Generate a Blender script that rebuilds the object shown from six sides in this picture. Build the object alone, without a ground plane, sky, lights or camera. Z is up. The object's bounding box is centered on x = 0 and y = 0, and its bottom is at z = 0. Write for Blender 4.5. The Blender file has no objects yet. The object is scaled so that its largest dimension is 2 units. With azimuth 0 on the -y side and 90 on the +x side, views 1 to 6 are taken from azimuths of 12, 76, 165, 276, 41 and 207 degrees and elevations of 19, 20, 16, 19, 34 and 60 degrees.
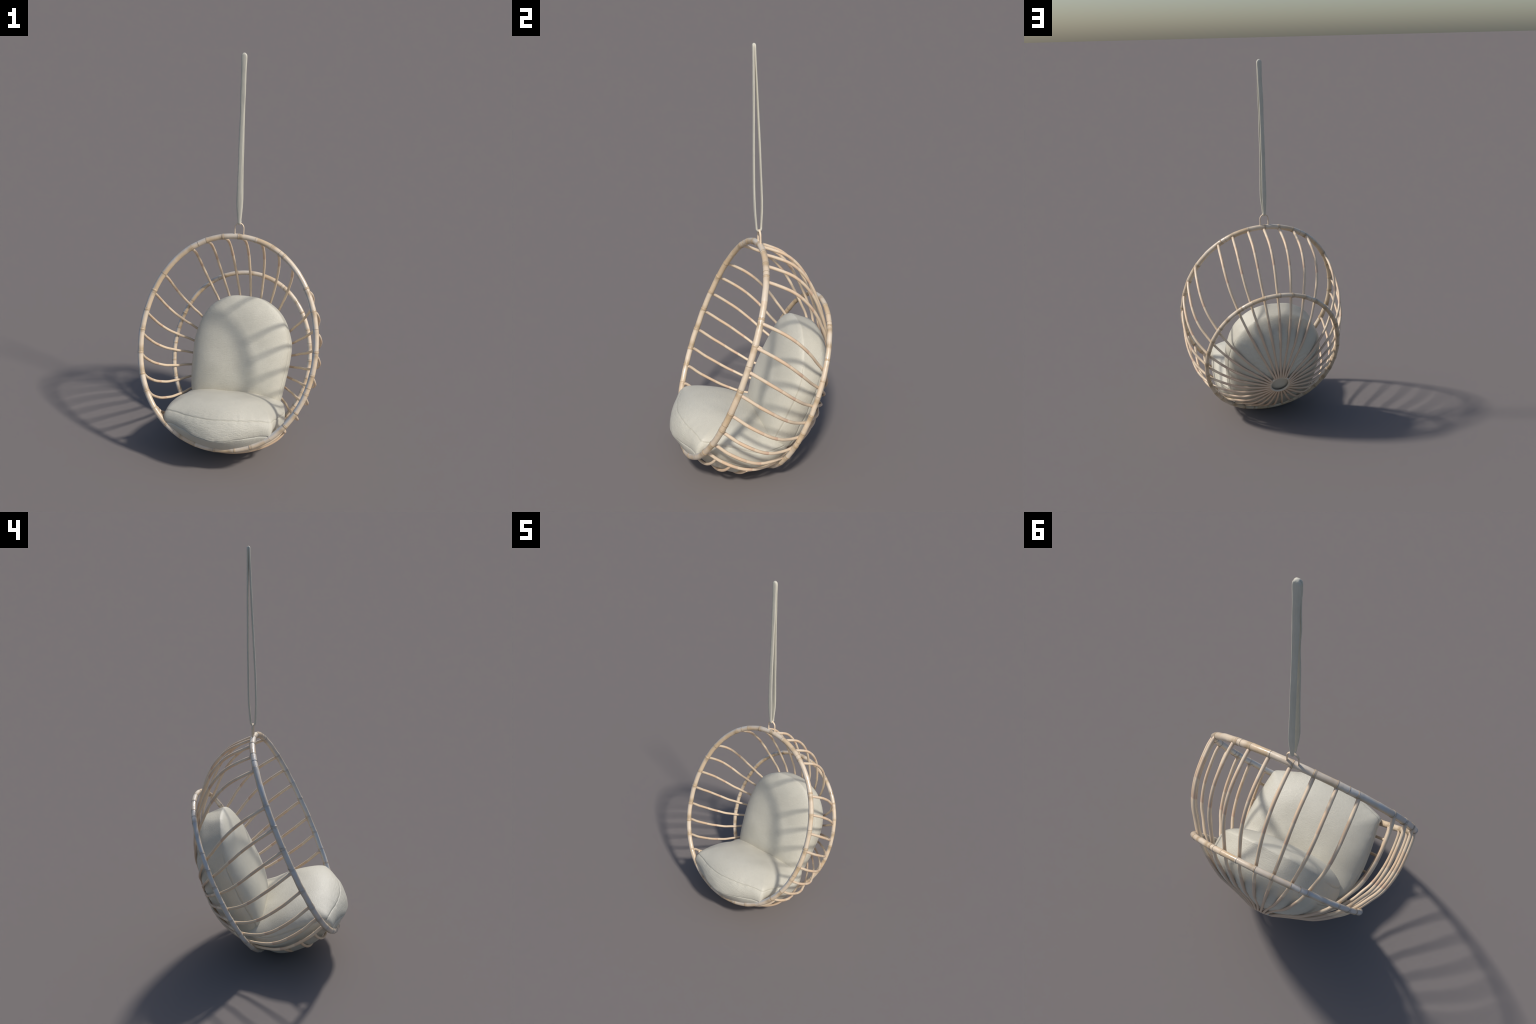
import bpy, math, random
from math import sin, cos, pi, radians
from mathutils import Vector, Matrix, noise

random.seed(11)
scene = bpy.context.scene

# ---------------------------------------------------------------- frame of the tilted basket
# basket coordinates: x sideways, v along the lean of the basket, w out through its mouth
LEAN = radians(23.04)
BASKET = Matrix.Rotation(-LEAN, 4, 'X')          # local (x, -w, v) -> world


def loc(x, v, w):
    return Vector((x, -w, v))


# ---------------------------------------------------------------- helpers
def smooth_mesh(name, verts, faces):
    me = bpy.data.meshes.new(name)
    me.from_pydata([tuple(p) for p in verts], [], faces)
    me.update()
    for p in me.polygons:
        p.use_smooth = True
    return me


def add(name, me, mat, parent, matrix=None):
    ob = bpy.data.objects.new(name, me)
    scene.collection.objects.link(ob)
    if mat:
        me.materials.append(mat)
    ob.parent = parent
    ob.matrix_parent_inverse = Matrix.Identity(4)
    ob.matrix_basis = matrix if matrix is not None else Matrix.Identity(4)
    return ob


def tube(points, radius, closed=False, sides=12, up=Vector((0, 0, 1)), flat=1.0, caps=True):
    """Sweep a round (or flattened) section along points; radius is a number or f(i, n)."""
    n = len(points)
    rad = radius if callable(radius) else (lambda i, m: radius)
    tang = []
    for i in range(n):
        if closed:
            t = points[(i + 1) % n] - points[i - 1]
        else:
            t = points[min(i + 1, n - 1)] - points[max(i - 1, 0)]
        tang.append(t.normalized())
    nor = (up - tang[0] * up.dot(tang[0])).normalized()
    verts, faces = [], []
    for i in range(n):
        t = tang[i]
        nor = (nor - t * nor.dot(t)).normalized()
        b = t.cross(nor)
        r = rad(i, n)
        for j in range(sides):
            a = 2 * pi * j / sides
            verts.append(points[i] + nor * (r * cos(a)) + b * (r * flat * sin(a)))
    last = n if closed else n - 1
    for i in range(last):
        i2 = (i + 1) % n
        for j in range(sides):
            j2 = (j + 1) % sides
            faces.append((i * sides + j, i * sides + j2, i2 * sides + j2, i2 * sides + j))
    if not closed and caps:
        faces.append(tuple(range(sides))[::-1])
        faces.append(tuple((n - 1) * sides + j for j in range(sides)))
    return verts, faces


def sm(e0, e1, x):
    t = max(0.0, min(1.0, (x - e0) / (e1 - e0)))
    return t * t * (3 - 2 * t)


def lerp_table(tab, s):
    """Cubic interpolation in a short list of control values, s in 0..len-1."""
    n = len(tab)
    i = min(int(s), n - 2)
    f = s - i
    g = lambda k: (tab[min(k + 1, n - 1)] - tab[max(k - 1, 0)]) / (min(k + 1, n - 1) - max(k - 1, 0))
    a, b, ma, mb = tab[i], tab[i + 1], g(i), g(i + 1)
    return ((2*f**3 - 3*f*f + 1)*a + (f**3 - 2*f*f + f)*ma + (-2*f**3 + 3*f*f)*b + (f**3 - f*f)*mb)


# ---------------------------------------------------------------- materials
class Nodes:
    def __init__(self, name):
        self.mat = bpy.data.materials.new(name)
        self.mat.use_nodes = True
        self.t = self.mat.node_tree
        self.bsdf = self.t.nodes['Principled BSDF']

    def n(self, kind, **kw):
        nd = self.t.nodes.new(kind)
        for k, v in kw.items():
            setattr(nd, k, v)
        return nd

    def link(self, a, b):
        self.t.links.new(a, b)

    def put(self, sock, val):
        if hasattr(val, 'is_output'):
            self.link(val, sock)
        else:
            sock.default_value = val

    def math(self, op, a, b=0.0, c=0.0, clamp=False):
        nd = self.n('ShaderNodeMath', operation=op, use_clamp=clamp)
        for s, v in zip(nd.inputs, (a, b, c)):
            self.put(s, v)
        return nd.outputs[0]

    def noise(self, vec, scale, detail=3.0, rough=0.5, dim='3D', w=None):
        nd = self.n('ShaderNodeTexNoise', noise_dimensions=dim)
        nd.inputs['Scale'].default_value = scale
        nd.inputs['Detail'].default_value = detail
        nd.inputs['Roughness'].default_value = rough
        if dim == '1D':
            self.put(nd.inputs['W'], w)
        else:
            self.link(vec, nd.inputs['Vector'])
        return nd.outputs[0]

    def ramp(self, fac, stops):
        nd = self.n('ShaderNodeValToRGB')
        el = nd.color_ramp.elements
        while len(el) < len(stops):
            el.new(0.5)
        for e, (p, c) in zip(el, stops):
            e.position = p
            e.color = (c, c, c, 1) if isinstance(c, float) else (*c, 1)
        self.put(nd.inputs[0], fac)
        return nd.outputs[0]

    def mix(self, fac, a, b, blend='MIX'):
        nd = self.n('ShaderNodeMix', data_type='RGBA', blend_type=blend)
        self.put(nd.inputs[0], fac)
        for s, v in ((nd.inputs[6], a), (nd.inputs[7], b)):
            if isinstance(v, tuple):
                v = (*v, 1)
            self.put(s, v)
        return nd.outputs[2]

    def bump(self, height, strength, dist, normal=None):
        nd = self.n('ShaderNodeBump')
        nd.inputs['Strength'].default_value = strength
        nd.inputs['Distance'].default_value = dist
        self.link(height, nd.inputs['Height'])
        if normal is not None:
            self.link(normal, nd.inputs['Normal'])
        return nd.outputs[0]

    def coords(self, kind='Object'):
        return self.n('ShaderNodeTexCoord').outputs[kind]


def fabric(name, axes, base, dark, rough=0.40, crease=False):
    """Woven grey-green cloth: two crossing thread waves, slubs and soft tonal clouds."""
    m = Nodes(name)
    co = m.coords()
    mp = m.n('ShaderNodeMapping')
    mp.inputs['Scale'].default_value = (1, 1, 1)
    m.link(co, mp.inputs['Vector'])
    cloud = m.noise(co, 7.0, 4.0, 0.55)
    warp = m.n('ShaderNodeMapping')
    warp.inputs['Scale'].default_value = axes[0]
    m.link(co, warp.inputs['Vector'])
    weft = m.n('ShaderNodeMapping')
    weft.inputs['Scale'].default_value = axes[1]
    m.link(co, weft.inputs['Vector'])
    a = m.noise(warp.outputs[0], 1.0, 3.0, 0.6)
    b = m.noise(weft.outputs[0], 1.0, 3.0, 0.6)
    thread = m.math('ADD', m.math('MULTIPLY', a, 0.65), m.math('MULTIPLY', b, 0.35))
    tone = m.math('ADD', m.math('MULTIPLY', cloud, 0.45), m.math('MULTIPLY', thread, 0.55))
    col = m.ramp(tone, [(0.34, dark), (0.62, base)])
    m.link(col, m.bsdf.inputs['Base Color'])
    m.bsdf.inputs['Roughness'].default_value = rough
    m.bsdf.inputs['Specular IOR Level'].default_value = 0.45
    m.bsdf.inputs['Sheen Weight'].default_value = 0.08
    height = thread
    if crease:
        # short crosswise creases pulled across the front panel
        sp = m.n('ShaderNodeSeparateXYZ')
        m.link(co, sp.inputs[0])
        cr = m.n('ShaderNodeMapping')
        cr.inputs['Scale'].default_value = (28, 90, 240)
        m.link(co, cr.inputs['Vector'])
        c1 = m.noise(cr.outputs[0], 1.0, 4.0, 0.65)
        front = m.ramp(m.math('MULTIPLY', sp.outputs[1], -1.0), [(0.385, 0.0), (0.42, 1.0)])
        height = m.math('ADD', thread, m.math('MULTIPLY', m.math('MULTIPLY', c1, front), 1.6))
    m.link(m.bump(height, 0.6, 0.003), m.bsdf.inputs['Normal'])
    return m.mat


def cool_tint(m, base, co, amount):
    """Mixes a cool grey-blue into the outward left-hand cane faces, in patches."""
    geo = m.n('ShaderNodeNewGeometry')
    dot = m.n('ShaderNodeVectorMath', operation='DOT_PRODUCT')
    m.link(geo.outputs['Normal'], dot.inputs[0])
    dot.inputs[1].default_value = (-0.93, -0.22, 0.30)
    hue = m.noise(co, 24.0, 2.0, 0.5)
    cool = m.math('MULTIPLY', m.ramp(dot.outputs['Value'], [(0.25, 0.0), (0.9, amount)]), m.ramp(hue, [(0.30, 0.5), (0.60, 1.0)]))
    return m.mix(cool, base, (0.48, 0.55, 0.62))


def cane_hoop(name, centre_v, ax, av, depth):
    """Peeled cane bent into a hoop: pale lengths of slightly different tone, fibre streaks, glossy varnish."""
    m = Nodes(name)
    co = m.coords()
    sep = m.n('ShaderNodeSeparateXYZ')
    m.link(co, sep.inputs[0])
    dv = m.math('SUBTRACT', sep.outputs[2], centre_v)
    ang = m.math('ARCTAN2', m.math('DIVIDE', sep.outputs[0], ax), m.math('DIVIDE', dv, av))
    turns = m.math('MULTIPLY', ang, 32 / (2 * pi))            # one unit per rib
    cell = m.math('FLOOR', m.math('SUBTRACT', turns, 0.1))
    frac = m.math('FRACT', m.math('SUBTRACT', turns, 0.1))
    wn = m.n('ShaderNodeTexWhiteNoise', noise_dimensions='1D')
    m.link(m.math('ADD', cell, 3.0), wn.inputs['W'])
    streakco = m.n('ShaderNodeCombineXYZ')
    m.link(m.math('MULTIPLY', ang, 5.0), streakco.inputs[0])
    m.link(m.math('MULTIPLY', sep.outputs[1], 180.0), streakco.inputs[1])
    rr = m.math('SQRT', m.math('ADD', m.math('POWER', sep.outputs[0], 2.0), m.math('POWER', dv, 2.0)))
    m.link(m.math('MULTIPLY', rr, 60.0), streakco.inputs[2])
    streak = m.noise(streakco.outputs[0], 1.0, 3.0, 0.6)
    patch = m.noise(co, 26.0, 3.0, 0.65)
    tone = m.math('ADD', m.math('ADD', m.math('MULTIPLY', wn.outputs[0], 0.42), m.math('MULTIPLY', patch, 0.42)),
                  m.math('MULTIPLY', frac, 0.16))
    base = m.ramp(tone, [(0.25, (0.61, 0.44, 0.26)), (0.48, (0.68, 0.54, 0.385)), (0.78, (0.70, 0.60, 0.475))])
    base = m.mix(m.math('MULTIPLY', m.ramp(streak, [(0.35, 0.0), (0.75, 1.0)]), 0.4), base, (0.62, 0.48, 0.33))
    # brown weathering near some joints
    brown = m.noise(co, 11.0, 2.0, 0.5)
    near = m.ramp(m.math('ABSOLUTE', m.math('SUBTRACT', frac, 0.5)), [(0.22, 0.0), (0.45, 1.0)])
    base = m.mix(m.math('MULTIPLY', m.math('MULTIPLY', near, m.ramp(brown, [(0.44, 0.0), (0.58, 1.0)])), 0.8), base, (0.42, 0.30, 0.17))
    base = cool_tint(m, base, co, 0.75)
    m.link(base, m.bsdf.inputs['Base Color'])
    m.bsdf.inputs['Roughness'].default_value = 0.38
    m.bsdf.inputs['Specular IOR Level'].default_value = 0.6
    m.bsdf.inputs['Coat Weight'].default_value = 0.45
    m.bsdf.inputs['Coat IOR'].default_value = 1.5
    m.bsdf.inputs['Coat Roughness'].default_value = 0.1
    lump = m.noise(co, 55.0, 2.0, 0.5)
    h = m.math('ADD', m.math('MULTIPLY', streak, 0.5), m.math('MULTIPLY', lump, 0.9))
    bm = m.bump(h, 0.45, depth)
    m.link(bm, m.bsdf.inputs['Normal'])
    m.link(bm, m.bsdf.inputs['Coat Normal'])
    return m.mat


def plain_cane(name, lo, hi, rough=0.45):
    m = Nodes(name)
    co = m.coords()
    f = m.noise(co, 90.0, 3.0, 0.6)
    m.link(cool_tint(m, m.ramp(f, [(0.3, lo), (0.7, hi)]), co, 0.6), m.bsdf.inputs['Base Color'])
    m.bsdf.inputs['Roughness'].default_value = rough
    m.link(m.bump(f, 0.2, 0.001), m.bsdf.inputs['Normal'])
    return m.mat


def cane_rib(name, along_depth=True):
    """Thin cane jointed from lengths that run from cream to rosy tan, with a step at every joint."""
    m = Nodes(name)
    co = m.coords()
    sep = m.n('ShaderNodeSeparateXYZ')
    m.link(co, sep.inputs[0])
    oi = m.n('ShaderNodeObjectInfo').outputs['Random']
    # position from hub (0) to mouth (1); every length of cane starts cream and ends rosy
    run = m.math('DIVIDE', m.math('SUBTRACT', 0.2, sep.outputs[1]), 0.56)
    run = m.math('ADD', run, m.math('MULTIPLY', m.math('SUBTRACT', oi, 0.5), 0.012))
    CREAM, PEACH, ROSE = (0.80, 0.635, 0.455), (0.78, 0.565, 0.375), (0.65, 0.425, 0.295)
    base = m.ramp(run, [(0.0, (0.66, 0.49, 0.35)), (0.210, (0.60, 0.44, 0.32)), (0.218, CREAM), (0.42, (0.74, 0.58, 0.41)), (0.541, CREAM),
                        (0.549, ROSE), (0.60, (0.72, 0.54, 0.37)), (0.681, CREAM), (0.689, (0.69, 0.50, 0.345)),
                        (0.75, PEACH), (0.834, PEACH), (0.842, CREAM), (0.93, CREAM), (1.0, (0.70, 0.53, 0.39))])
    base = m.mix(m.math('MULTIPLY', oi, 0.18), base, (0.66, 0.50, 0.34))
    fib = m.noise(co, 45.0, 2.0, 0.5)
    base = m.mix(m.math('MULTIPLY', fib, 0.10), base, (0.62, 0.46, 0.31))
    m.link(base, m.bsdf.inputs['Base Color'])
    m.bsdf.inputs['Roughness'].default_value = 0.40
    m.bsdf.inputs['Specular IOR Level'].default_value = 0.5
    return m.mat


CLOTH = (0.638, 0.604, 0.502)
CLOTH_D = (0.545, 0.512, 0.420)
mat_back = fabric('woven_cloth_back', ((35, 220, 620), (520, 220, 45)), CLOTH, CLOTH_D)
mat_seat = fabric('woven_cloth_seat', ((45, 500, 620), (520, 60, 60)), CLOTH, CLOTH_D, crease=True)
mat_strap = fabric('strap_cloth', ((420, 420, 14), (60, 60, 30)), CLOTH, CLOTH_D, rough=0.6)

# ---------------------------------------------------------------- the thing
chair = bpy.data.objects.new('hanging_egg_chair', None)
scene.collection.objects.link(chair)
chair.empty_display_size = 0.2
chair['label'] = 'rattan hanging egg chair with two pale cushions and strap'
chair['category'] = 'hanging chair'


# ---------------------------------------------------------------- hoops
def rim_point(t):
    """Mouth of the basket, an egg-shaped hoop; t = 0 at the top."""
    x = 0.4466*sin(t) - 0.0083*sin(2*t) + 0.0044*sin(3*t) - 0.0019*sin(4*t)
    v = 0.5283*cos(t) + 0.0020*cos(2*t) - 0.0025*cos(3*t) - 0.0024*cos(4*t)
    return x, v


RIM_V, RIM_W, RIM_R = 0.5266, 0.364, 0.0142
BACK_V, BACK_W, BACK_R = 0.4575, -0.0255, 0.0120
BACK_SX, BACK_SV = 0.846, 0.825


def hoop(centre_v, w, sx, sv, radius, seed):
    pts = []
    n = 384
    for i in range(n):
        x, v = rim_point(2 * pi * i / n)
        k = i / n * 32 * 2 * pi
        jx = 0.0012 * noise.noise(Vector((i * 0.12, seed, 0)))
        jw = 0.0012 * noise.noise(Vector((i * 0.12, seed, 5)))
        pts.append(loc(sx * x + jx, centre_v + sv * v, w + jw))
    def rad(i, m):
        f = abs((i / n * 32 + 0.5) % 1.0 - 0.5)
        knot = math.exp(-(f / 0.12) ** 2)
        return radius * (1 + 0.045 * knot + 0.05 * noise.noise(Vector((i * 0.05, seed, 9))))
    return tube(pts, rad, closed=True, sides=16, up=Vector((0, 1, 0)))


mat_front = cane_hoop('cane_front_hoop', RIM_V, 0.4466, 0.5283, 0.0022)
mat_backh = cane_hoop('cane_back_hoop', BACK_V, 0.4466 * BACK_SX, 0.5283 * BACK_SV, 0.0018)
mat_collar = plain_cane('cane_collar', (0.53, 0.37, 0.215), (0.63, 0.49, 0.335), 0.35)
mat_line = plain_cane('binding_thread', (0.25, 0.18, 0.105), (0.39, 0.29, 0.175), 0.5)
SLOTS = [k for k in range(32) if k not in (4, 28)]


def bindings(hoop_ob, centre_v, w, sx, sv, radius, tag):
    """Joints of the hoop: a warm collar with one to three thin wrapped lines at every rib, and a few bare nodes."""
    rnd = random.Random(5)
    cv, cf, lv, lf = [], [], [], []

    def wrap(t0, width, proud, V, F, skew=0.0):
        n = 24
        prof = [(-0.5, -0.0008), (-0.38, 0.75 * proud), (0.0, proud), (0.38, 0.75 * proud), (0.5, -0.0008)]
        base = len(V)
        for f, lift in prof:
            tt = t0 + f * width / 0.5
            for j in range(n):
                a = 2 * pi * j / n
                t = tt + skew * cos(a)
                x, v = rim_point(t)
                x2, v2 = rim_point(t + 0.01)
                c = loc(sx * x, centre_v + sv * v, w)
                tan = (loc(sx * x2, centre_v + sv * v2, w) - c).normalized()
                e1 = Vector((0, 1, 0))
                e2 = tan.cross(e1)
                r = radius * 1.05 + lift
                V.append(c + e1 * (r * cos(a)) + e2 * (r * sin(a)))
        for i in range(len(prof) - 1):
            for j in range(n):
                j2 = (j + 1) % n
                F.append((base + i*n + j, base + i*n + j2, base + (i+1)*n + j2, base + (i+1)*n + j))

    for k in SLOTS + [2.55, 9.6, 18.4, 29.45]:
        t0 = radians(11.3 * k + rnd.uniform(-1.6, 0.6))
        kind = rnd.random()
        if k != int(k):
            kind = 0.9
        if kind < 0.62:
            wrap(t0, 0.0175 / 2 * rnd.uniform(0.9, 1.15), 0.0003, cv, cf)
            sk = rnd.choice((0.0, 0.0, 0.0, 0.012))
            for d in (-0.0115, 0.0, 0.0095):
                wrap(t0 + d * rnd.uniform(0.85, 1.1), 0.0011, 0.0005, lv, lf, sk)
        elif kind < 0.82:
            wrap(t0, 0.0125 / 2, 0.0003, cv, cf)
            for d in (-0.006, 0.006):
                wrap(t0 + d, 0.0011, 0.0005, lv, lf)
        else:
            wrap(t0, 0.0014, 0.0006, lv, lf)
    for nm, V, F, mat in (('joint_collar', cv, cf, mat_collar), ('binding', lv, lf, mat_line)):
        ob = add(nm, smooth_mesh(nm, V, F), mat, hoop_ob)
        ob['kind'] = 'stuff'


v_, f_ = hoop(RIM_V, RIM_W, 1, 1, RIM_R, 1.0)
front = add('front_hoop', smooth_mesh('front_hoop', v_, f_), mat_front, chair, BASKET)
bindings(front, RIM_V, RIM_W, 1, 1, RIM_R, 'f')
v_, f_ = hoop(BACK_V, BACK_W, BACK_SX, BACK_SV, BACK_R, 1.0)
back = add('back_hoop', smooth_mesh('back_hoop', v_, f_), mat_backh, chair, BASKET)
bindings(back, BACK_V, BACK_W, BACK_SX, BACK_SV, BACK_R, 'b')

# ---------------------------------------------------------------- ribs
# the basket's shell: depth, centre height, width and height factors from rim to hub
RIB_W = [0.358, 0.3251, 0.2611, 0.1957, 0.1334, 0.0827, 0.0429, 0.0033, -0.0279, -0.0580, -0.0840, -0.1130, -0.1390, -0.1570, -0.1750, -0.1930, -0.1950]
RIB_C = [0.5266, 0.5290, 0.5173, 0.4992, 0.4792, 0.4640, 0.4520, 0.4450, 0.4390, 0.4370, 0.4310, 0.4260, 0.4190, 0.4120, 0.4050, 0.4000, 0.3990]
RIB_X = [1.004, 1.0190, 1.0253, 1.0200, 0.9950, 0.9550, 0.9020, 0.8480, 0.7944, 0.7340, 0.6630, 0.5780, 0.4800, 0.3697, 0.2536, 0.1400, 0.1180]
RIB_V = [0.988, 0.9880, 1.0020, 0.9964, 0.9697, 0.9258, 0.8752, 0.8174, 0.7618, 0.6971, 0.6240, 0.5430, 0.4500, 0.3476, 0.2343, 0.1240, 0.1010]
RIB_T = [0.0, -0.0180, -0.0320, -0.0300, -0.0240, -0.0180, -0.0140, -0.0080, -0.0050, -0.0040, -0.0010, 0.0026, 0.0050, 0.0070, 0.0050, -0.0020, -0.0020]
SHIFT = 0.0034


def rib_angle(k):
    t = radians(11.25 * k)
    return t + radians(0.74 + 2.58 * sin(t) - 0.73 * sin(2 * t))


def rib_point(k, s):
    t = rib_angle(k)
    x, v = rim_point(t)
    sw, sc, sx, sv, st = (lerp_table(q, s) for q in (RIB_W, RIB_C, RIB_X, RIB_V, RIB_T))
    u = s / (len(RIB_W) - 1)
    sc += 0.019 * sin(t) ** 2 * max(0.0, 1 - s / 2.2) ** 1.3
    return loc(x * sx + SHIFT * u - 0.0006, sc + sv * v, sw + st * cos(t))


mat_rib = cane_rib('cane_rib')
for k in SLOTS:
    n = 72
    top = len(RIB_W) - 1
    short = 13 <= k <= 19            # under the seat the ribs stop at the back hoop
    first = 7.9 if short else 0.0
    pts = []
    for i in range(n):
        s = first + (top - first) * i / (n - 1)
        p = rib_point(k if k <= 16 else k - 32, s)
        a = 0.0010 * min(1, (s - first) / 3, (top - s) / 3)
        p += Vector((noise.noise(Vector((k * 3.1, i * 0.05, 0))),
                     noise.noise(Vector((k * 3.1, i * 0.05, 7))),
                     noise.noise(Vector((k * 3.1, i * 0.05, 13))))) * a
        pts.append(p)
    v_, f_ = tube(pts, lambda i, m: (0.0068 if short else 0.0078) - (0.0010 if short else 0.0020) * i / m + 0.0003 * noise.noise(Vector((k, i * 0.2, 3))),
                  sides=10, up=Vector((0, 1, 0.3)))
    add('rib', smooth_mesh('rib', v_, f_), mat_rib, chair, BASKET)

# three rods slung across under the seat, hooked on the lowest full ribs
for w_rod, drop in ((0.298, 0.017), (0.219, 0.015), (0.131, 0.003)):
    s_rod = min(range(161), key=lambda i: abs(lerp_table(RIB_W, i / 10) - w_rod)) / 10
    sc, sx, sv = (lerp_table(q, s_rod) for q in (RIB_C, RIB_X, RIB_V))
    pts = []
    for i in range(61):
        f = i / 60
        t = radians(138.5 + 84.6 * f)
        x, v = rim_point(t)
        out = 1 + ((drop - 0.005 * sm(0.45, 0.9, f)) * (1 - abs(2 * f - 1) ** 10)) / 0.48
        pts.append(loc(x * sx * out, sc + v * sv * out, w_rod + 0.0012 * noise.noise(Vector((i * 0.1, w_rod * 50, 2)))))
    v_, f_ = tube(pts, 0.0066, sides=10, up=Vector((0, 1, 0)))
    add('cross_rod', smooth_mesh('cross_rod', v_, f_), mat_rib, chair, BASKET)

# small ring at the back where the ribs meet
pts = [loc(0.052 * sin(2*pi*i/64) + SHIFT - 0.0006, 0.398 + 0.054 * cos(2*pi*i/64), -0.195 - 0.002 * cos(2*pi*i/64)) for i in range(64)]
v_, f_ = tube(pts, 0.0060, closed=True, sides=12, up=Vector((0, 1, 0)))
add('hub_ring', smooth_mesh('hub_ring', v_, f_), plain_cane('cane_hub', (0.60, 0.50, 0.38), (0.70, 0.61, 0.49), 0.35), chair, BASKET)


# ---------------------------------------------------------------- cushions
def cushion(name, n, outline, centre, top_seam, top_mid, low_seam, low_mid, place, band, mat,
            p_top, q_top, p_low, q_low, wob, seed, groove=0.0035, extra=None):
    """A sewn cushion: two domed panels joined by a side band, with sunk seams.
    outline(i) -> plan point, *_seam(a, b) -> height of a seam, place(a, b, h) -> basket point."""
    ring = [outline(2 * pi * i / n) for i in range(n)]
    # outward plan normals
    nrm = []
    for i in range(n):
        dx = ring[(i + 1) % n][0] - ring[i - 1][0]
        dy = ring[(i + 1) % n][1] - ring[i - 1][1]
        l = math.hypot(dx, dy)
        nrm.append((dy / l, -dx / l))
    cx, cy = centre
    if sum(nrm[i][0] * (ring[i][0] - cx) + nrm[i][1] * (ring[i][1] - cy) for i in range(n)) < 0:
        nrm = [(-a, -b) for a, b in nrm]
    # a rounder ring that the middle of each panel follows, so corners do not crease the panel
    soft_ring = ring
    for _ in range(2):
        h = n // 16
        soft_ring = [(sum(soft_ring[(i + d) % n][0] for d in range(-h, h + 1)) / (2 * h + 1),
                      sum(soft_ring[(i + d) % n][1] for d in range(-h, h + 1)) / (2 * h + 1)) for i in range(n)]
    dome = [0.0] + [i / 30 for i in range(2, 27)] + [0.9, 0.93, 0.955, 0.972, 0.985, 0.993, 0.998]
    rows = []
    for r in dome[1:]:
        rows.append(('top', r))
    rows.append(('seam', 1))
    for t in (0.015, 0.04, 0.08, 0.15, 0.25, 0.37, 0.5, 0.63, 0.75, 0.85, 0.92, 0.96, 0.985):
        rows.append(('band', t))
    rows.append(('seam', 0))
    for r in reversed(dome[1:]):
        rows.append(('low', r))
    verts, faces = [], []
    for kind, r in rows:
        for i in range(n):
            a, b = ring[i]
            th = 2 * pi * i / n
            wv = wob * (noise.noise(Vector((a * 16, b * 16, seed))) + 0.6 * noise.noise(Vector((a * 42, b * 42, seed))))
            wl = wob * (noise.noise(Vector((a * 16, b * 16, seed + 4))) + 0.6 * noise.noise(Vector((a * 42, b * 42, seed + 4))))
            ht, hl = top_seam(a, b) + wv, low_seam(a, b) + wl
            na, nb = nrm[i]
            if kind in ('top', 'low'):
                p, q = (p_top, q_top) if kind == 'top' else (p_low, q_low)
                q = q(a, b) if callable(q) else q
                f = 1 - (1 - r ** p) ** q
                k = r ** 7
                ra, rb = soft_ring[i][0] * (1 - k) + a * k, soft_ring[i][1] * (1 - k) + b * k
                pa, pb = cx + (ra - cx) * r, cy + (rb - cy) * r
                hs, hm = (ht - wv * (1 - r ** 24), top_mid) if kind == 'top' else (hl - wl * (1 - r ** 24), low_mid)
                mid = hm(pa, pb) if callable(hm) else hm
                h = mid * (1 - f) + hs * f
                soft = min(1, r * 3) * min(1.0, (1 - r) * 6 + 0.1)
                h += 0.0035 * soft * noise.noise(Vector((pa * 9, pb * 9, seed + (1 if kind == 'top' else 8))))
                # small puckers pulled in by the stitching
                edge = math.exp(-((1 - r) / 0.06) ** 2)
                h += (1 if kind == 'top' else -1) * 0.0012 * edge * noise.noise(Vector((a * 45, b * 55, seed + 2))) * min(1, (1 - r) * 60)
            elif kind == 'seam':
                h = ht if r else hl
                gr = groove(a, b) if callable(groove) else groove
                pa, pb = a - na * gr, b - nb * gr
            else:
                h = ht + (hl - ht) * r
                bu = band(a, b) * sin(pi * r) ** 0.7
                bu += 0.0016 * (4 * r * (1 - r)) * noise.noise(Vector((a * 14, b * 14, h * 30 + seed)))
                pa, pb = a + na * bu, b + nb * bu
            pnt = place(pa, pb, h)
            if extra:
                pnt = extra(pnt)
            verts.append(pnt)
    m = len(rows)
    for k in range(m - 1):
        for i in range(n):
            j = (i + 1) % n
            faces.append((k * n + i, k * n + j, (k + 1) * n + j, (k + 1) * n + i))
    for first, hm in ((True, top_mid), (False, low_mid)):
        c = len(verts)
        h = hm(cx, cy) if callable(hm) else hm
        pnt = place(cx, cy, h)
        verts.append(extra(pnt) if extra else pnt)
        base = 0 if first else (m - 1) * n
        for i in range(n):
            j = (i + 1) % n
            faces.append((c, base + j, base + i) if first else (c, base + i, base + j))
    me = smooth_mesh(name, verts, faces)
    import bmesh
    bm = bmesh.new()
    bm.from_mesh(me)
    bmesh.ops.recalc_face_normals(bm, faces=bm.faces)
    bm.to_mesh(me)
    bm.free()
    return add(name, me, mat, chair, BASKET)


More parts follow.
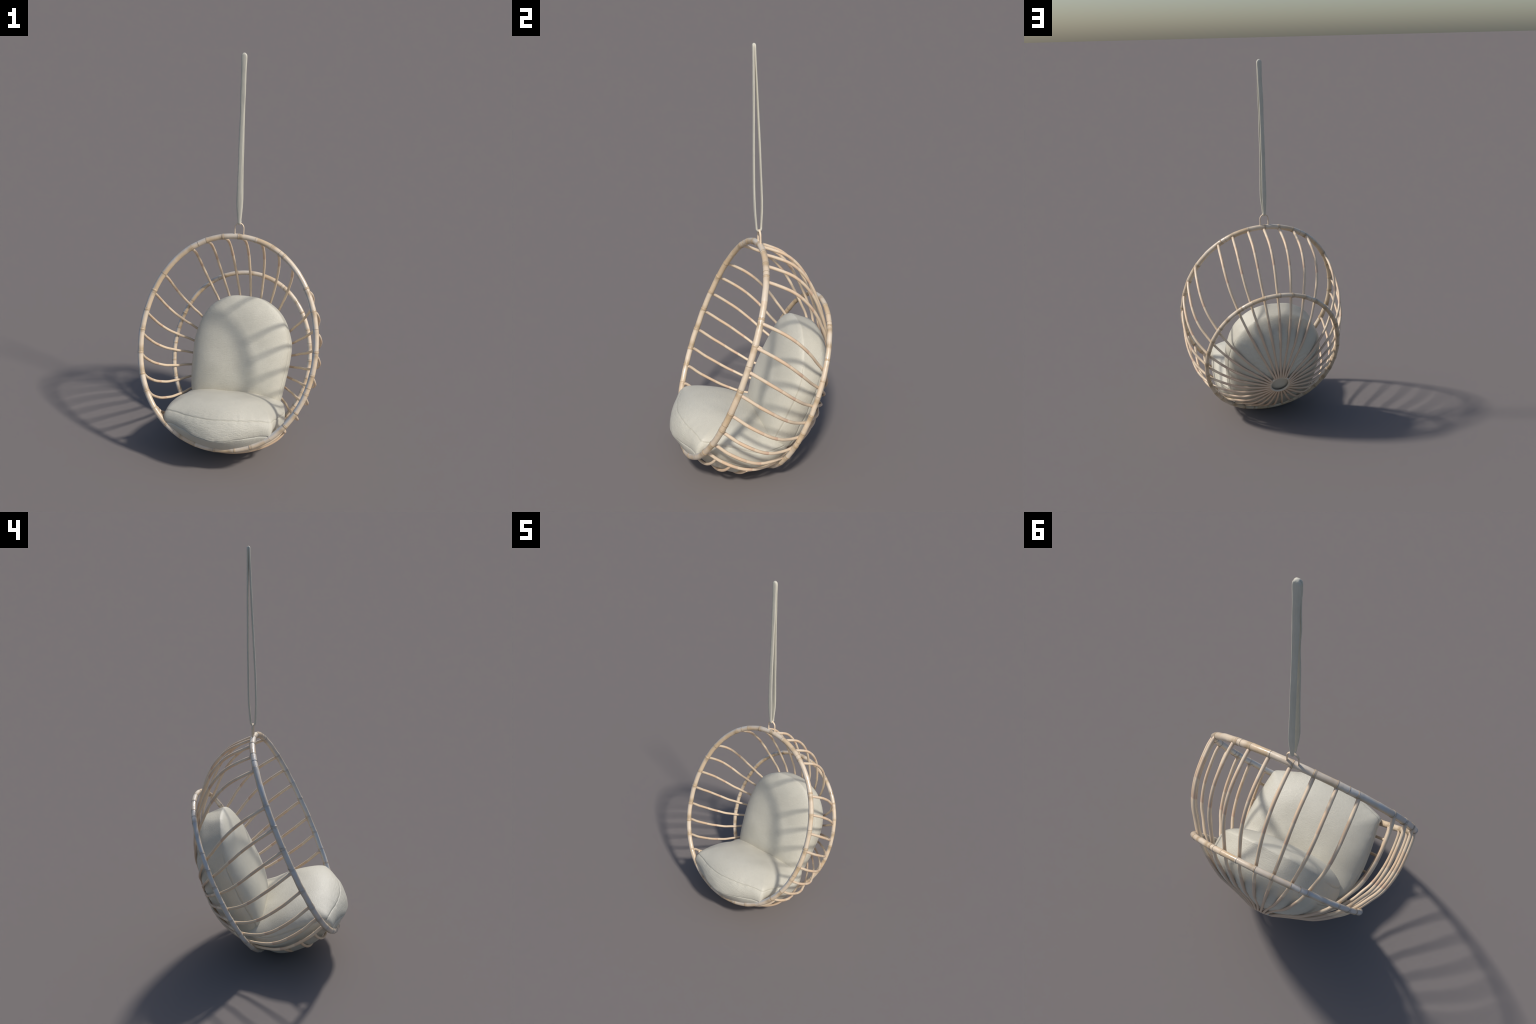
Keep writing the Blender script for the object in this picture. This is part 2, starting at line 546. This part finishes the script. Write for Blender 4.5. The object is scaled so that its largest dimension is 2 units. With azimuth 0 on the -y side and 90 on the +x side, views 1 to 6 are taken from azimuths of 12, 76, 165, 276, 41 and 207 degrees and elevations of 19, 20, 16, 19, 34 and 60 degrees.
def closed_curve(ctrl):
    """Smooth closed outline through control points, evenly spaced by length."""
    m = len(ctrl)
    dense = []
    for i in range(m):
        p0, p1, p2, p3 = (Vector(ctrl[(i + d) % m]) for d in (-1, 0, 1, 2))
        for j in range(40):
            f = j / 40
            # centripetal-like tangents limited by chord length
            l = (p2 - p1).length
            t1 = (p2 - p0).normalized() * l
            t2 = (p3 - p1).normalized() * l
            dense.append((2*f**3 - 3*f*f + 1)*p1 + (f**3 - 2*f*f + f)*t1 + (-2*f**3 + 3*f*f)*p2 + (f**3 - f*f)*t2)
    dense.append(dense[0])
    acc = [0.0]
    for a, b in zip(dense, dense[1:]):
        acc.append(acc[-1] + (b - a).length)
    def at(th):
        s = (th / (2 * pi)) % 1.0 * acc[-1]
        lo, hi = 0, len(acc) - 1
        while hi - lo > 1:
            mid = (lo + hi) // 2
            if acc[mid] <= s:
                lo = mid
            else:
                hi = mid
        f = (s - acc[lo]) / max(1e-9, acc[hi] - acc[lo])
        p = dense[lo].lerp(dense[hi], f)
        return p.x, p.y
    return at


def mirrored(half):
    """Close a right-hand half outline (first and last points on the axis)."""
    return half + [(-a, b) for a, b in reversed(half[1:-1])]


SHELL = [tuple(lerp_table(q, 16 * i / 120) for q in (RIB_W, RIB_C, RIB_X, RIB_V)) for i in range(121)]


def inside(x, v, w, gap):
    """Is a point inside the basket of ribs, by at least gap?"""
    if w > SHELL[0][0]:                      # in front of the mouth the cushion may swell a little over the hoop
        gap = max(gap, 0.012) - (w - SHELL[0][0]) * 0.6
        w = SHELL[0][0] - 1e-4
    if w < SHELL[-1][0] + gap:
        return False
    lo, hi = 0, 120
    while hi - lo > 1:
        m = (lo + hi) // 2
        if SHELL[m][0] >= w:
            lo = m
        else:
            hi = m
    _, c, sx, sv = SHELL[lo]
    a, b = x / (0.4466 * sx), (v - c) / (0.529 * sv)
    # distance to the shell is roughly the radial gap times the slope of the profile
    slope = abs(SHELL[min(lo + 2, 120)][0] - SHELL[max(lo - 2, 0)][0]) / max(1e-6, math.hypot(
        SHELL[min(lo + 2, 120)][0] - SHELL[max(lo - 2, 0)][0], 0.49 * (SHELL[min(lo + 2, 120)][2] - SHELL[max(lo - 2, 0)][2])))
    return (1 - math.hypot(a, b)) * 0.49 * min(sx, sv) * max(slope, 0.25) > gap


def rest_inside(core, gap_at):
    """Returns a function that presses a point back along the ray to core until it rests inside the ribs."""
    def f(p):
        g = gap_at(p)
        d = p - core
        lo, hi = 0.3, 1.5
        for _ in range(12):
            m = (lo + hi) / 2
            q = core + d * m
            if inside(q.x, q.z, -q.y, g):
                lo = m
            else:
                hi = m
        # soft minimum of 1 and the furthest allowed reach
        k = 26.0
        held = core + d * (1 - math.log(1 + math.exp(-k * (lo - 1.0))) / k)
        return held.lerp(p, sm(0.335, 0.375, -p.y))      # free to swell out of the mouth
    return f


# seat: plan in (x, w), thickness along v
seat_out = closed_curve(mirrored([
    (0, 0.441), (0.10, 0.429), (0.20, 0.397), (0.250, 0.380), (0.2635, 0.3725), (0.269, 0.357), (0.272, 0.335), (0.282, 0.25), (0.288, 0.15),
    (0.282, 0.06), (0.262, 0.0), (0.215, -0.055), (0.12, -0.10), (0, -0.115)]))
seat_top_seam = lambda a, b: 0.147 + 0.016 * sm(-0.05, 0.22, a) + 0.006 * sm(-0.1, -0.24, a) + 0.014 * sm(0.15, 0.28, abs(a)) * sm(0.42, 0.2, b) + 0.05 * sm(0.10, -0.04, b)
seat_low_seam = lambda a, b: 0.050 + 0.050 * sm(0.02, 0.25, abs(a)) + 0.03 * sm(0.15, -0.1, b)
cushion('seat_cushion', 360, seat_out, (0.0, 0.17), seat_top_seam,
        lambda a, b: 0.258 + 0.03 * a, seat_low_seam, lambda a, b: -0.044,
        lambda a, b, h: loc(a, h, b), lambda a, b: 0.007 + 0.003 * sm(0.36, 0.42, b), mat_seat,
        3.0, lambda a, b: 0.56 + 0.10 * sm(0.35, 0.44, b), 2.3, lambda a, b: 0.62 + 0.25 * sm(0.30, 0.39, b) * sm(0.20, 0.06, abs(a)), 0.0055, 3.0,
        extra=rest_inside(loc(0, 0.30, 0.16), lambda p: 0.001 - 0.020 * sm(0.09, 0.0, p.z) * sm(-0.03, 0.05, -p.y) * sm(0.36, 0.26, -p.y)))

# back rest: plan in (x, v), thickness along w
back_half = [
    (0, 0.764), (0.077, 0.757), (0.134, 0.732), (0.180, 0.697), (0.217, 0.649), (0.242, 0.590), (0.255, 0.53), (0.259, 0.47),
    (0.254, 0.38), (0.246, 0.30), (0.237, 0.235), (0.224, 0.207), (0.195, 0.195), (0.10, 0.188), (0, 0.186)]
# the pad sits a little skewed to the right higher up
back_out = closed_curve([(a + 0.007 * sm(0.3, 0.55, b), b) for a, b in mirrored(back_half)])
back_top_seam = lambda a, b: 0.022 + 0.032 * sm(0.52, 0.78, b) + 0.004 * sm(0.4, 0.25, b)
back_low_seam = lambda a, b: -0.058 + 0.026 * sm(0.60, 0.78, b)
cushion('back_cushion', 360, back_out, (0.0, 0.47), back_top_seam, 0.103, back_low_seam, -0.195,
        lambda a, b, h: loc(a, b, h), lambda a, b: 0.010 * sm(0.66, 0.52, b), mat_back,
        2.8, 0.55, 2.2, 0.60, 0.003, 21.0, groove=lambda a, b: 0.0036 * sm(0.66, 0.58, b),
        extra=rest_inside(loc(0, 0.46, 0.10), lambda p: 0.004))

# ---------------------------------------------------------------- hanging loop and strap
mat_hook = cane_rib('cane_hook')
pts = []
HX, HZ0, HZ1 = 0.0225, 1.108, 1.181
for i in range(7):
    pts.append(Vector((-HX, 0.0775, HZ0 + (HZ1 - HX * 1.15 - HZ0) * i / 7)))
for i in range(25):
    a = pi * i / 24
    pts.append(Vector((-HX * cos(a), 0.0775, HZ1 - HX * 1.15 + HX * 1.15 * sin(a))))
for i in range(7):
    pts.append(Vector((HX, 0.0775, HZ1 - HX * 1.15 - (HZ1 - HX * 1.15 - HZ0) * (i + 1) / 7)))
v_, f_ = tube(pts, 0.0046, sides=12, up=Vector((0, 1, 0)), flat=0.55)
add('hanging_loop', smooth_mesh('hanging_loop', v_, f_), mat_hook, chair)

# strap: one flat band looped over the hanging point and through the loop
FRONT_Y = [0.0655, 0.0598, 0.0590, 0.0605, 0.0625, 0.0650, 0.0675, 0.0690, 0.0710, 0.0722]   # bottom -> top
BACK_Y = [0.0870, 0.0928, 0.0932, 0.0918, 0.0905, 0.0885, 0.0862, 0.0840, 0.0812, 0.0790]
WIDE_F = [0.0075, 0.0145, 0.0130, 0.0114, 0.0114, 0.0120, 0.0108, 0.0135, 0.0120, 0.0138]
WIDE_B = [0.0075, 0.0120, 0.0112, 0.0106, 0.0110, 0.0104, 0.0108, 0.0120, 0.0112, 0.0138]
Z0, Z1 = 1.190, 1.9895
n = 90
path, wide = [], []
for i in range(n):
    s = 9 * i / (n - 1)
    path.append(Vector((0.002 * sm(0.45, 0.85, i / n), lerp_table(FRONT_Y, s), Z0 + (Z1 - Z0) * i / (n - 1))))
    wide.append(lerp_table(WIDE_F, s))
for i in range(1, 8):
    a = pi * i / 8
    y0, y1 = FRONT_Y[-1], BACK_Y[-1]
    path.append(Vector((0.002, (y0 + y1) / 2 - (y1 - y0) / 2 * cos(a), Z1 + 0.0058 * sin(a))))
    wide.append(0.0138)
for i in range(n):
    s = 9 * (1 - i / (n - 1))
    path.append(Vector((0.002 - 0.003 * sm(0.02, 0.3, i / n), lerp_table(BACK_Y, s), Z1 - (Z1 - Z0) * i / (n - 1))))
    wide.append(lerp_table(WIDE_B, s))
for i in range(1, 12):
    a = pi * i / 12
    y0, y1 = FRONT_Y[0], BACK_Y[0]
    path.append(Vector((0, (y0 + y1) / 2 + (y1 - y0) / 2 * cos(a), Z0 - 0.014 * sin(a))))
    wide.append(0.0080 - 0.0015 * sin(a))
verts, faces = [], []
sides = 20
m = len(path)
for i in range(m):
    t = (path[(i + 1) % m] - path[i - 1]).normalized()
    nx = Vector((1, 0, 0))
    nx = (nx - t * nx.dot(t)).normalized()
    b = t.cross(nx)
    for j in range(sides):
        a = 2 * pi * j / sides
        ca, sa = cos(a), sin(a)
        crown = max(0.0, min(1.0, (path[i].z - 1.9830) / 0.0125))
        px = math.copysign(abs(ca) ** 0.8, ca) * wide[i] * math.sqrt(1 - 0.80 * crown ** 2)
        py = math.copysign(abs(sa) ** 0.8, sa) * 0.0046
        fold = 1 + (0.10 if path[i].z < 1.97 else 0.02) * noise.noise(Vector((ca * 2.2, sa * 1.5, path[i].z * 5 + 9 * sm(0.3, 0.7, i / m))))
        verts.append(path[i] + nx * px * fold + b * py * fold)
for i in range(m):
    for j in range(sides):
        i2, j2 = (i + 1) % m, (j + 1) % sides
        faces.append((i * sides + j, i * sides + j2, i2 * sides + j2, i2 * sides + j))
add('strap', smooth_mesh('strap', verts, faces), mat_strap, chair)
